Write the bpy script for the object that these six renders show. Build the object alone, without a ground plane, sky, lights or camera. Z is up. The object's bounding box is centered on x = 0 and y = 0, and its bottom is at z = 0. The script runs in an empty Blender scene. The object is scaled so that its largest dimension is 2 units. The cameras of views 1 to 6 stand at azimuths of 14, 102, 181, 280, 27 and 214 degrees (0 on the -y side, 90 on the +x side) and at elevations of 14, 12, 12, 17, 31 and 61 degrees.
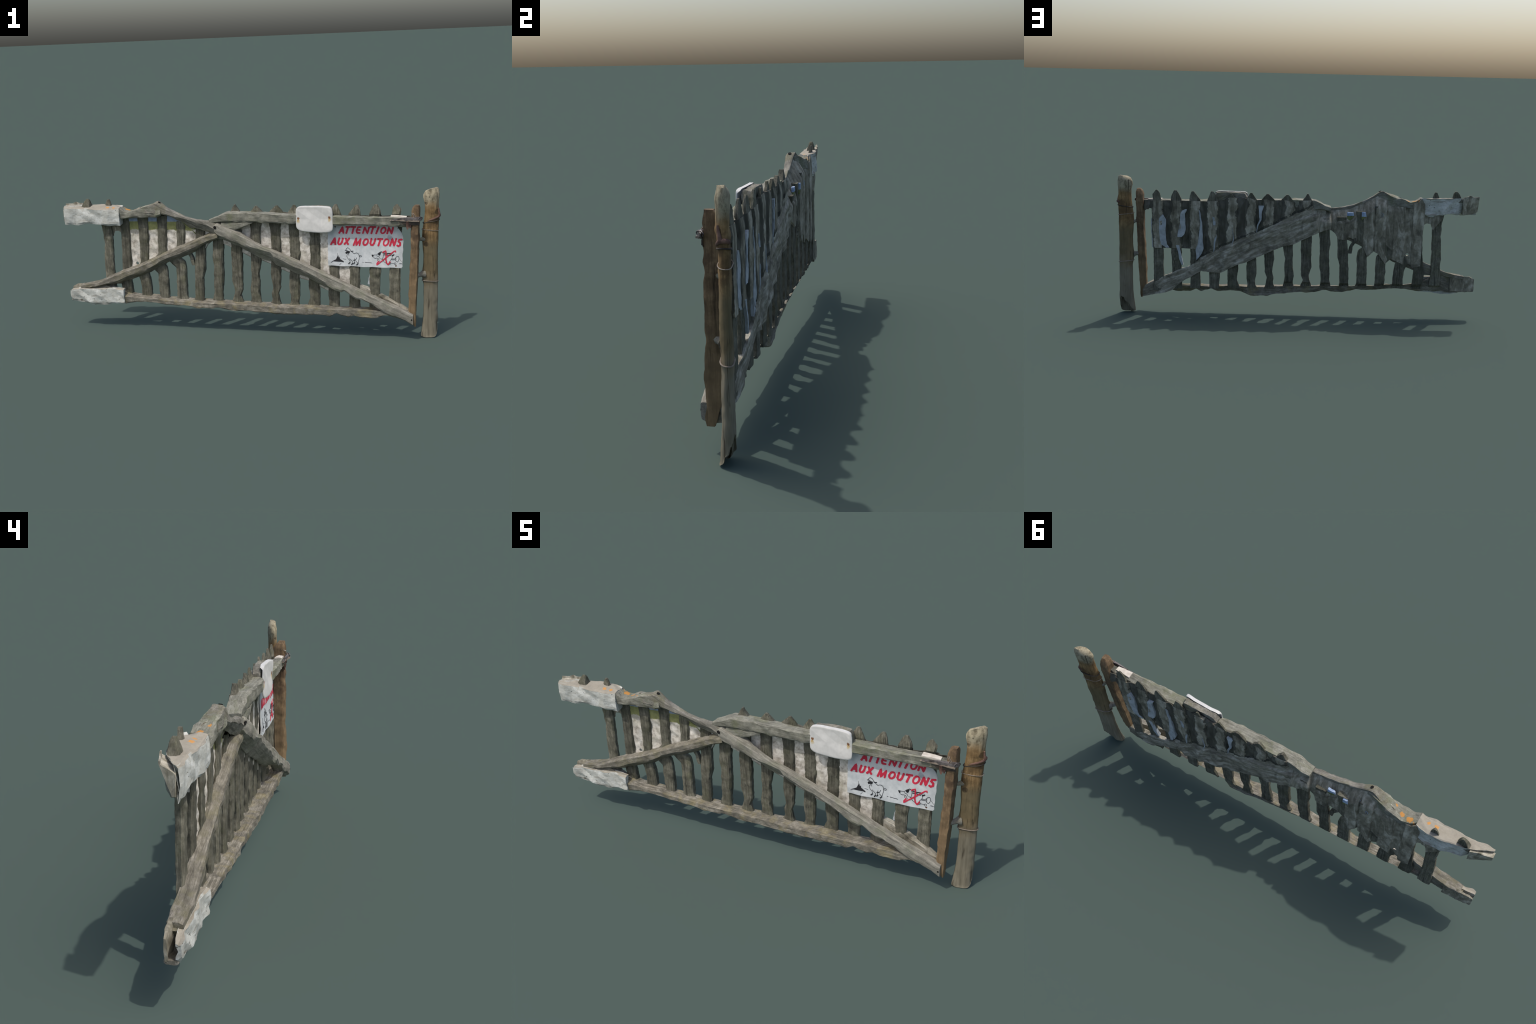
"""Weathered wooden sheep gate: pickets between rails, two diagonal braces,
whitewashed lintel ends, a crumpled warning sign, a blank tin plate, a bolt latch,
and a round gate post carrying the hinges."""
import bpy, bmesh, math, random
import numpy as np
from mathutils import Vector, noise

random.seed(7)
RNG = np.random.default_rng(7)

# ------------------------------------------------------------------ helpers
ROOT = bpy.data.objects.new("wooden_gate", None)
bpy.context.scene.collection.objects.link(ROOT)
ROOT["label"] = "weathered picket gate with crumpled sheep warning sign"
ROOT["category"] = "wooden gate"


def make(name, verts, faces, mat, parent=None, smooth=True, angle=32, mats=None):
    me = bpy.data.meshes.new(name)
    me.from_pydata([tuple(v) for v in verts], [], faces)
    me.validate()
    bm = bmesh.new()
    bm.from_mesh(me)
    bmesh.ops.recalc_face_normals(bm, faces=bm.faces)
    bm.to_mesh(me)
    bm.free()
    for m in ([mat] if mats is None else mats):
        me.materials.append(m)
    ob = bpy.data.objects.new(name, me)
    bpy.context.scene.collection.objects.link(ob)
    ob.parent = parent or ROOT
    if smooth:
        me.polygons.foreach_set("use_smooth", [True] * len(me.polygons))
        me.set_sharp_from_angle(angle=math.radians(angle))
    return ob


def nz(p, freq, seed=0.0):
    return noise.noise_vector(Vector((p[0] * freq + seed, p[1] * freq + seed * 1.7, p[2] * freq - seed)))


def facet(u, v, cell, seed):
    return .65 * lattice(u, v, cell, seed) + .5 * lattice(.5 * u - .87 * v, .87 * u + .5 * v, cell * 1.37, seed + 9)


def lattice(u, v, cell, seed):
    """piecewise-flat crumple height: random heights on a jittered lattice, split in triangles"""
    def h(i, j):
        return noise.cell(Vector((i + seed * 3.1 + .5, j - seed + .5, seed + .5))) - .5
    a, b = u / cell + .35 * v / cell, v / cell
    i, j = math.floor(a), math.floor(b)
    s, t = a - i, b - j
    if s + t < 1:
        return h(i, j) + s * (h(i + 1, j) - h(i, j)) + t * (h(i, j + 1) - h(i, j))
    return h(i + 1, j + 1) + (1 - s) * (h(i, j + 1) - h(i + 1, j + 1)) + (1 - t) * (h(i + 1, j) - h(i + 1, j + 1))


def loft(name, st, axis, mat, parent=None, step=.006, jit=.0010, big=.002, rnd=.003, seed=0., n=7, end=(0, 0), angle=24, hew=.0045, cell=.034):
    """Beam lofted along x or z.  Each station: (t, lo, hi, y_front, y_back[, back-lo shift, back-hi shift, y shift of the back's low edge]).
    The four-cornered cross-section gets rounded corners, then hewn-wood noise."""
    st = [tuple(s) + (0,) * (8 - len(s)) for s in sorted(st)]
    A = np.array(st, float)
    L = A[-1, 0] - A[0, 0]
    N = max(3, int(L / step) + 1)
    T = np.linspace(A[0, 0], A[-1, 0], N)
    S = np.stack([np.interp(T, A[:, 0], A[:, k]) for k in range(1, 8)], 1)
    per = []
    for c, (cx, cy) in enumerate([(0, 0), (1, 0), (1, 1), (0, 1)]):
        nx, ny = [(1, 0), (1, 1), (0, 1), (0, 0)][c]
        for k in range(n):
            f = k / n
            per.append((cx + (nx - cx) * f, cy + (ny - cy) * f))
    verts, faces = [], []
    P = len(per)
    for i in range(N):
        lo, hi, yf, yb, dl, dh, ys = S[i]
        w, d = max(hi - lo, 1e-4), max(yb - yf, 1e-4)
        ru, rv = min(.35, rnd / d), min(.35, rnd / w)
        for (a, b) in per:                     # a across depth, b across height
            ca = ru if a < ru / 2 else (1 - ru if a > 1 - ru / 2 else a)
            cb = rv if b < rv / 2 else (1 - rv if b > 1 - rv / 2 else b)
            if (a in (0, 1)) and (b in (0, 1)):
                a2, b2 = (a + (ca - a) * .42), (b + (cb - b) * .42)
            else:
                a2, b2 = a, b
            y = yf + (yb + ys * (1 - b2) - yf) * a2
            l2, h2 = lo + dl * a2, hi + dh * a2
            o = l2 + (h2 - l2) * b2
            p = (T[i], y, o) if axis == 'x' else (o, y, T[i])
            v1, v2 = nz(p, 26, seed), nz(p, 85, seed + 5)
            if a in (0, 1) and 0 < b < 1:
                y += hew * facet(T[i], o, cell, seed)
            if b in (0, 1) and 0 <= a < 1:
                o += hew * .8 * facet(T[i], y + b, cell, seed + 2) * min(1., w / .03)
            p = (T[i], y, o) if axis == 'x' else (o, y, T[i])
            edge = min(1, min(T[i] - A[0, 0], A[-1, 0] - T[i]) / .004 + .3)
            verts.append([p[k] + (v1[k] * big + v2[k] * jit) * (1 if k != (0 if axis == 'x' else 2) else .5 * edge) for k in range(3)])
    for i in range(N - 1):
        for k in range(P):
            k2 = (k + 1) % P
            faces.append((i * P + k, i * P + k2, (i + 1) * P + k2, (i + 1) * P + k))
    for i, dent in ((0, end[0]), (N - 1, end[1])):
        c = np.mean(verts[i * P:(i + 1) * P], axis=0)
        c[0 if axis == 'x' else 2] += dent
        verts.append(list(c))
        for k in range(P):
            k2 = (k + 1) % P
            faces.append((len(verts) - 1, i * P + k2, i * P + k) if i == 0 else (len(verts) - 1, i * P + k, i * P + k2))
    return make(name, verts, faces, mat, parent, angle=angle)


def panel(name, x0, x1, lo, hi, yf, yb, mat, parent=None, dx=.005, rows=40, mats=None, pick=None):
    """closed sheet between two height curves lo(x), hi(x), front y = yf(x,z), back y = yb(x,z)"""
    n = max(2, int((x1 - x0) / dx))
    verts, faces = [], []
    for side in (yf, yb):
        for i in range(n + 1):
            x = x0 + (x1 - x0) * i / n
            a, b = lo(x), max(hi(x), lo(x) + .001)
            for j in range(rows + 1):
                z = a + (b - a) * j / rows
                verts.append((x, side(x, z), z))
    R = rows + 1
    off = (n + 1) * R
    for i in range(n):
        for j in range(rows):
            a = i * R + j
            faces.append((a, a + R, a + R + 1, a + 1))
            faces.append((off + a, off + a + 1, off + a + R + 1, off + a + R))
    ring = [i * R for i in range(n)] + [n * R + j for j in range(rows)] + [i * R + rows for i in range(n, 0, -1)] + [j for j in range(rows, 0, -1)]
    for k in range(len(ring)):
        a, b = ring[k], ring[(k + 1) % len(ring)]
        faces.append((a, off + a, off + b, b))
    return make(name, verts, faces, mat, parent, angle=40)


def tube(name, pts, r, mat, parent=None, seg=8, close=False):
    pts = [Vector(p) for p in pts]
    rr = r if isinstance(r, (list, tuple)) else [r] * len(pts)
    verts, faces = [], []
    up = None
    for i, p in enumerate(pts):
        d = (pts[min(i + 1, len(pts) - 1)] - pts[max(i - 1, 0)]).normalized()
        if up is None:
            up = d.orthogonal().normalized()
        up = (up - d * up.dot(d)).normalized()
        s = d.cross(up)
        for k in range(seg):
            a = 2 * math.pi * k / seg
            verts.append(p + (up * math.cos(a) + s * math.sin(a)) * rr[i])
    for i in range(len(pts) - 1):
        for k in range(seg):
            k2 = (k + 1) % seg
            faces.append((i * seg + k, i * seg + k2, (i + 1) * seg + k2, (i + 1) * seg + k))
    faces.append(tuple(range(seg)))
    faces.append(tuple((len(pts) - 1) * seg + k for k in range(seg)))
    return make(name, verts, faces, mat, parent, angle=50)


# ---------------------------------------------------------------- materials
def srgb(c):
    return tuple(((v / 255 + .055) / 1.055) ** 2.4 if v > 10 else v / 255 / 12.92 for v in c) + (1,)


class Nodes:
    def __init__(s, name, rough=.85, spec=.25):
        s.m = bpy.data.materials.new(name)
        s.m.use_nodes = True
        s.t = s.m.node_tree
        s.b = s.t.nodes["Principled BSDF"]
        s.b.inputs["Roughness"].default_value = rough
        s.b.inputs["Specular IOR Level"].default_value = spec
        s.co = s.t.nodes.new("ShaderNodeTexCoord").outputs["Object"]

    def link(s, a, b):
        s.t.links.new(a, b)

    def mapped(s, scale, rot=(0, 0, 0), loc=(0, 0, 0)):
        n = s.t.nodes.new("ShaderNodeMapping")
        n.inputs["Scale"].default_value = scale
        n.inputs["Rotation"].default_value = rot
        n.inputs["Location"].default_value = loc
        s.link(s.co, n.inputs["Vector"])
        return n.outputs["Vector"]

    def rotated(s, ang):
        n = s.t.nodes.new("ShaderNodeVectorRotate")
        n.rotation_type = 'Y_AXIS'
        n.inputs["Angle"].default_value = ang
        s.link(s.co, n.inputs["Vector"])
        return n.outputs["Vector"]

    def scaled(s, vec, scale):
        n = s.t.nodes.new("ShaderNodeMapping")
        n.inputs["Scale"].default_value = scale
        s.link(vec, n.inputs["Vector"])
        return n.outputs["Vector"]

    def noise(s, vec, scale=1., detail=4., rough=.6, dist=0.):
        n = s.t.nodes.new("ShaderNodeTexNoise")
        n.inputs["Scale"].default_value = scale
        n.inputs["Detail"].default_value = detail
        n.inputs["Roughness"].default_value = rough
        n.inputs["Distortion"].default_value = dist
        s.link(vec, n.inputs["Vector"])
        return n.outputs["Fac"]

    def ramp(s, fac, stops):
        n = s.t.nodes.new("ShaderNodeValToRGB")
        e = n.color_ramp.elements
        while len(e) < len(stops):
            e.new(.5)
        for el, (p, c) in zip(e, stops):
            el.position = p
            el.color = srgb(c) if isinstance(c, tuple) else (c, c, c, 1)
        s.link(fac, n.inputs["Fac"])
        return n.outputs["Color"]

    def mix(s, fac, a, b, mode='MIX'):
        n = s.t.nodes.new("ShaderNodeMix")
        n.data_type = 'RGBA'
        n.blend_type = mode
        for sock, v in ((n.inputs["Factor"], fac), (n.inputs["A"], a), (n.inputs["B"], b)):
            if isinstance(v, tuple):
                sock.default_value = srgb(v)
            elif isinstance(v, (int, float)):
                sock.default_value = v
            else:
                s.link(v, sock)
        return n.outputs["Result"]

    def math(s, op, a, b=0., clamp=False):
        n = s.t.nodes.new("ShaderNodeMath")
        n.operation = op
        n.use_clamp = clamp
        for k, v in ((0, a), (1, b)):
            if isinstance(v, (int, float)):
                n.inputs[k].default_value = v
            else:
                s.link(v, n.inputs[k])
        return n.outputs[0]

    def axis(s, k):
        n = s.t.nodes.new("ShaderNodeSeparateXYZ")
        s.link(s.co, n.inputs[0])
        return n.outputs[k]

    def blob(s, centre, radius, wob):
        """1 inside a ragged ball"""
        n = s.t.nodes.new("ShaderNodeVectorMath")
        n.operation = 'DISTANCE'
        n.inputs[1].default_value = centre
        s.link(s.co, n.inputs[0])
        d = s.math('ADD', n.outputs["Value"], s.math('MULTIPLY', s.math('SUBTRACT', wob, .5), radius * 2.2))
        return s.math('LESS_THAN', d, radius)

    def band(s, k, lo, hi, soft, wob=None, amp=0.):
        """soft 0-1 step along an axis"""
        n = s.t.nodes.new("ShaderNodeMapRange")
        n.interpolation_type = 'SMOOTHSTEP'
        v = s.axis(k)
        if wob is not None:
            v = s.math('ADD', v, s.math('MULTIPLY', s.math('SUBTRACT', wob, .5), amp))
        s.link(v, n.inputs["Value"])
        n.inputs["From Min"].default_value = lo
        n.inputs["From Max"].default_value = hi
        return n.outputs["Result"]

    def done(s, col, bump=None, strength=.4, dist=.002):
        s.link(col, s.b.inputs["Base Color"])
        if bump is not None:
            n = s.t.nodes.new("ShaderNodeBump")
            n.inputs["Strength"].default_value = strength
            n.inputs["Distance"].default_value = dist
            s.link(bump, n.inputs["Height"])
            s.link(n.outputs["Normal"], s.b.inputs["Normal"])
        return s.m


def wood(name, dark, mid, light, along='z', ang=0., grain=1., patch=None, patch_amt=.5, crack=.35, rand=0., extra=None, streak=.35, speck=.5):
    s = Nodes(name)
    v = s.rotated(ang) if ang else s.co
    k = 150 * grain

    def along_grain(k, ratio):
        return s.scaled(v, {'z': (k, k, k * ratio), 'x': (k * ratio, k, k)}[along])

    g = s.noise(along_grain(k, .05), 1, 6, .72)
    fib = s.noise(along_grain(k * 2.6, .035), 1, 3, .6)
    p = s.noise(s.co, 24, 6, .68)
    f = s.math('ADD', s.math('ADD', s.math('MULTIPLY', g, .42), s.math('MULTIPLY', p, .38)), s.math('MULTIPLY', fib, .20))
    col = s.ramp(f, [(.36, dark), (.5, mid), (.64, light)])
    if patch:
        m = s.ramp(s.noise(s.co, 13, 6, .68, .4), [(.50, 0.), (.62, 1.)])
        col = s.mix(s.math('MULTIPLY', m, patch_amt), col, patch)
    if rand:
        oi = s.t.nodes.new("ShaderNodeObjectInfo").outputs["Random"]
        r = s.ramp(oi, [(0, (int(255 * (1 - rand)),) * 3), (1, (255, 255, 255))])
        col = s.mix(1., col, r, 'MULTIPLY')
    st = s.ramp(s.noise(along_grain(k * .28, .10), 1, 5, .65), [(.54, 0.), (.66, 1.)])
    col = s.mix(s.math('MULTIPLY', st, streak), col, tuple(int(q * .62) for q in dark))
    c = s.ramp(s.noise(along_grain(k * .55, .04), 1, 2, .5), [(.30, 1.), (.36, 0.)])
    col = s.mix(s.math('MULTIPLY', c, crack), col, tuple(int(q * .42) for q in dark))
    sp = s.ramp(s.noise(s.co, 210, 3, .6), [(.30, 1.), (.36, 0.)])
    col = s.mix(s.math('MULTIPLY', sp, speck), col, tuple(int(q * .55) for q in dark))
    if extra:
        col = extra(s, col)
    return s.done(col, s.math('ADD', s.math('ADD', g, s.math('MULTIPLY', fib, .4)), s.math('MULTIPLY', p, .6)), .6, .0022)


M_PICKET = wood("picket_wood", (62, 61, 54), (103, 101, 88), (144, 141, 126), 'z', rand=.16, patch=(94, 96, 70), patch_amt=.35, crack=.5)


def rail_extra(s, col):
    wob = s.noise(s.co, 95, 5, .7)
    for c, r in (((-.569, -.038, .682), .011), ((-.604, -.016, .667), .012), ((-.638, -.012, .663), .013), ((-.661, -.004, .664), .007)):
        col = s.mix(s.math('MULTIPLY', s.blob(c, r, wob), .85), col, s.mix(wob, (176, 126, 66), (204, 142, 62)))
    return col


M_RAIL = wood("rail_wood", (88, 88, 79), (125, 124, 112), (162, 161, 149), 'x', patch=(112, 116, 86), patch_amt=.5, extra=rail_extra)
M_PEAK = wood("crest_wood", (84, 82, 75), (123, 120, 110), (162, 158, 147), 'x', ang=math.radians(-26), patch=(108, 106, 74), patch_amt=.5, extra=rail_extra)
M_BRACE = wood("brace_wood", (98, 96, 87), (136, 133, 122), (170, 167, 155), 'x', ang=math.radians(-25), patch=(124, 126, 106), patch_amt=.5)
M_BRACE_L = wood("short_brace_wood", (76, 73, 65), (116, 112, 101), (162, 157, 145), 'x', ang=math.radians(22), patch=(112, 108, 78), patch_amt=.4)
M_BOTTOM = wood("bottom_rail_wood", (70, 68, 60), (114, 110, 99), (168, 163, 150), 'x', patch=(138, 128, 88), patch_amt=.45)


def orange_top(s, col):
    return s.mix(s.band(2, .20, .50, 0, s.noise(s.co, 18), .12), s.mix(.45, col, (136, 116, 86)), col)


M_LATCHPOST = wood("orange_wood", (76, 62, 46), (112, 93, 70), (150, 128, 98), 'z', grain=.6, patch=(84, 68, 54), patch_amt=.7, crack=.7, streak=.6, extra=orange_top)


def post_extra(s, col):
    w = s.noise(s.co, 16, 4)
    grey = s.mix(s.noise(s.mapped((90, 90, 6))), (78, 73, 60), (152, 145, 125))
    lower = s.band(2, .24, .38, 0, w, .14)
    col = s.mix(lower, grey, col)
    mid = s.math('MULTIPLY', s.math('SUBTRACT', 1., s.band(2, .46, .54, 0, w, .06)), lower)
    col = s.mix(s.math('MULTIPLY', mid, .8), col, s.mix(s.noise(s.mapped((110, 110, 7)), 1, 5), (84, 76, 56), (122, 112, 86)))
    col = s.mix(s.band(2, .66, .72, 0, w, .09), col, s.mix(s.ramp(s.noise(s.mapped((60, 60, 34)), 1, 6, .72), [(.30, 0.), (.56, 1.)]), (84, 76, 58), (164, 155, 130)))
    cr = s.ramp(s.noise(s.mapped((70, 70, 4)), 1, 3, .6), [(.33, 1.), (.39, 0.)])
    col = s.mix(s.math('MULTIPLY', cr, .7), col, (46, 38, 28))
    for ct, r in (((.931, .020, .697), .006), ((.926, .022, .70), .004), ((.945, .020, .730), .004), ((.93, .03, .26), .006), ((.93, .03, .19), .005), ((.985, .03, .655), .012), ((.93, .02, .49), .012)):
        col = s.mix(s.math('MULTIPLY', s.blob(ct, r, w), .6), col, (48, 40, 32))
    return col


M_POST = wood("gate_post_wood", (82, 64, 42), (128, 104, 70), (168, 140, 100), 'z', grain=.55, patch=(84, 66, 46), patch_amt=.7, crack=.8, streak=.7, extra=post_extra)

# weathered back of the gate; recess shade between pickets painted as dark stripes
s = Nodes("back_wood")
v = s.mapped((30, 20, 9))
n1, n2 = s.noise(v, 1, 4, .6, 1.0), s.noise(s.co, 60, 5, .65)
n3 = s.noise(s.co, 11, 4, .6)
rot = s.scaled(s.rotated(math.radians(-25)), (9, 40, 60))
n4 = s.noise(rot, 1, 4, .6, .5)
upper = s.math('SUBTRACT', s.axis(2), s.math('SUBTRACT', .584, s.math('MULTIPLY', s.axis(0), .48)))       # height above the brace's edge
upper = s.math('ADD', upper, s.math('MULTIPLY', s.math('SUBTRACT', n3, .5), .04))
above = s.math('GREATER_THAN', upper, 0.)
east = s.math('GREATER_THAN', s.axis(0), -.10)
c = s.ramp(s.math('ADD', s.math('MULTIPLY', n1, .6), s.math('MULTIPLY', n3, .4)), [(.34, (84, 80, 68)), (.5, (138, 133, 117)), (.64, (190, 185, 170))])
cb = s.ramp(s.math('ADD', s.math('MULTIPLY', n4, .7), s.math('MULTIPLY', n3, .3)), [(.34, (94, 90, 77)), (.5, (144, 139, 124)), (.66, (194, 190, 177))])
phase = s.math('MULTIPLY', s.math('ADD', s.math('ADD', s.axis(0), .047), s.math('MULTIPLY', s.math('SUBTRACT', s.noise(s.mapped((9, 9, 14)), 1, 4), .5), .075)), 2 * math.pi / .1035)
painted_gap_shade = s.ramp(s.math('COSINE', phase), [(.0, 1.), (.16, 0.)])
painted_gap_shade = s.math('MULTIPLY', s.math('MULTIPLY', painted_gap_shade, above), east)
c = s.mix(s.math('MULTIPLY', painted_gap_shade, .75), c, (48, 49, 46))
c = s.mix(s.math('MULTIPLY', s.math('SUBTRACT', 1., above), east), c, cb)
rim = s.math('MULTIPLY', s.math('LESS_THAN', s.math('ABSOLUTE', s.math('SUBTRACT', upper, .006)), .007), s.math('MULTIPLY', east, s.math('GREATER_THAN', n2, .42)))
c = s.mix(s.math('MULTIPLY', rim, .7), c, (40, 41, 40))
c = s.mix(s.math('MULTIPLY', s.ramp(s.noise(s.mapped((11, 11, 8)), 1, 4, .6, 1.5), [(.52, 0.), (.66, 1.)]), .55), c, (66, 63, 55))
c = s.mix(s.math('MULTIPLY', s.ramp(n2, [(.45, 0.), (.65, 1.)]), .3), c, (84, 84, 68))
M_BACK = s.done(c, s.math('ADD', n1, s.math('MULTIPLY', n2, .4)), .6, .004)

# stones / meadow / sky that show between the pickets
s = Nodes("stone_infill", .9)
st = s.noise(s.co, 38, 6, .65)
c = s.ramp(st, [(.32, (142, 135, 124)), (.47, (190, 184, 172)), (.62, (220, 215, 205))])
c = s.mix(s.math('MULTIPLY', s.ramp(s.noise(s.co, 14, 3), [(.5, 0.), (.6, 1.)]), .35), c, (150, 146, 122))
w = s.noise(s.co, 30, 4)
left = s.math('SUBTRACT', 1., s.band(0, -.3, -.26, 0))
gr = s.mix(s.noise(s.co, 70, 5), (104, 108, 68), (166, 166, 112))
c = s.mix(s.math('MULTIPLY', s.band(2, .546, .552, 0, w, .03), left), c, gr)
c = s.mix(s.math('MULTIPLY', s.band(2, .594, .598, 0, w, .006), left), c, s.mix(s.noise(s.co, 60, 4), (104, 120, 144), (168, 182, 200)))
right = s.band(0, .30, .31, 0)
c = s.mix(s.math('MULTIPLY', s.math('MULTIPLY', right, s.band(2, .545, .55, 0, w, .02)), .8), c, gr)
M_STONE = s.done(c, st, .6, .004)

# whitewashed, pitted lintel ends
s = Nodes("whitewashed_wood", .9)
a, b2 = s.noise(s.mapped((14, 30, 30)), 1, 6, .65), s.noise(s.co, 90, 4, .6)
c = s.ramp(a, [(.3, (156, 155, 146)), (.5, (182, 184, 177)), (.68, (206, 208, 203))])
c = s.mix(s.math('MULTIPLY', s.ramp(b2, [(.52, 0.), (.66, 1.)]), .35), c, (140, 134, 120))
c = s.mix(s.math('MULTIPLY', s.ramp(s.noise(s.mapped((8, 30, 60)), 1, 5, .7), [(.58, 0.), (.64, 1.)]), .6), c, (116, 110, 98))
vo = s.t.nodes.new("ShaderNodeTexVoronoi")
vo.inputs["Scale"].default_value = 46
s.link(s.co, vo.inputs["Vector"])
pits = s.math('LESS_THAN', vo.outputs["Distance"], s.math('MULTIPLY', s.noise(s.co, 24), .22))
c = s.mix(s.math('MULTIPLY', pits, .85), c, (52, 48, 42))
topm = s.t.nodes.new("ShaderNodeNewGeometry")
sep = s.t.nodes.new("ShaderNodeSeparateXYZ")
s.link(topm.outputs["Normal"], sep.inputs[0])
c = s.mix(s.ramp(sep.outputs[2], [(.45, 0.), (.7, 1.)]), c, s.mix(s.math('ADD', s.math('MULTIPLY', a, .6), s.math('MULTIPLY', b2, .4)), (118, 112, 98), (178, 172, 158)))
wob = s.noise(s.co, 95, 5, .7)
for cc, r in (((-.714, -.033, .681), .013), ((-.748, -.033, .681), .013), ((-.730, -.036, .681), .007)):
    c = s.mix(s.math('MULTIPLY', s.blob(cc, r * .85, wob), .85), c, (196, 138, 66))
M_WHITE = s.done(c, s.math('ADD', a, s.math('MULTIPLY', b2, .4)), .6, .004)


def paint(name, c0, c1, rough, stain=None, spec=.4, metal=0.):
    s = Nodes(name, rough, spec)
    s.b.inputs["Metallic"].default_value = metal
    a = s.noise(s.co, 34, 5, .6)
    c = s.ramp(a, [(.35, c0), (.65, c1)])
    if stain:
        c = stain(s, c)
    return s.done(c, s.noise(s.co, 300, 3), .08, .001)


def sign_stain(s, c):
    wob = s.noise(s.co, 200, 3)
    for ct, r in (((.471, 0, .385), .0040), ((.783, .002, .378), .0038), ((.79, .003, .570), .0042), ((.476, .001, .577), .0042)):
        c = s.mix(s.blob(ct, r, wob), c, (92, 62, 48))
    return c


def plate_stain(s, c):
    wob = s.noise(s.mapped((220, 220, 60)), 1, 3)
    for (x, z) in ((.2945, .627), (.455, .636)):
        n = s.t.nodes.new("ShaderNodeMapping")
        n.vector_type = 'POINT'
        for (dz, r, col) in ((-.017, .0022, (196, 186, 160)), (-.009, .0024, (190, 166, 122)), (0, .0018, (126, 88, 60))):
            c = s.mix(s.blob((x, -.040, z + dz), r + .005, wob), c, col)
    return c


M_SIGN = paint("sign_enamel", (184, 189, 190), (206, 209, 209), .55, sign_stain)
M_PLATE = paint("blank_plate_enamel", (196, 195, 190), (210, 209, 204), .55, plate_stain)
M_RED = paint("red_paint", (186, 40, 62), (200, 48, 72), .6)
M_BLACK = paint("black_paint", (24, 24, 27), (40, 40, 43), .6)
M_PALE = paint("pale_infill", (148, 154, 158), (180, 186, 190), .85)
M_LABEL = paint("paper_scrap", (188, 180, 166), (216, 210, 198), .8)
M_SKY = paint("sky_infill", (120, 142, 176), (176, 192, 214), .85)
M_MEADOW = paint("meadow_infill", (92, 98, 62), (124, 130, 84), .9)
M_IRON = paint("galvanised_iron", (62, 56, 54), (128, 122, 120), .5, None, .5, .35)
M_RUST = paint("dark_iron", (44, 39, 35), (74, 66, 58), .7)
M_WIRE = paint("fence_wire", (104, 94, 82), (150, 138, 124), .5)
M_ROPE = paint("rotten_strap", (70, 50, 46), (124, 96, 82), .9)
M_HOLE = paint("hollow_dark", (16, 15, 13), (28, 26, 22), 1.0)  # near-black for solid plugs whose colour gives the darkness inside holes

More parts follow.
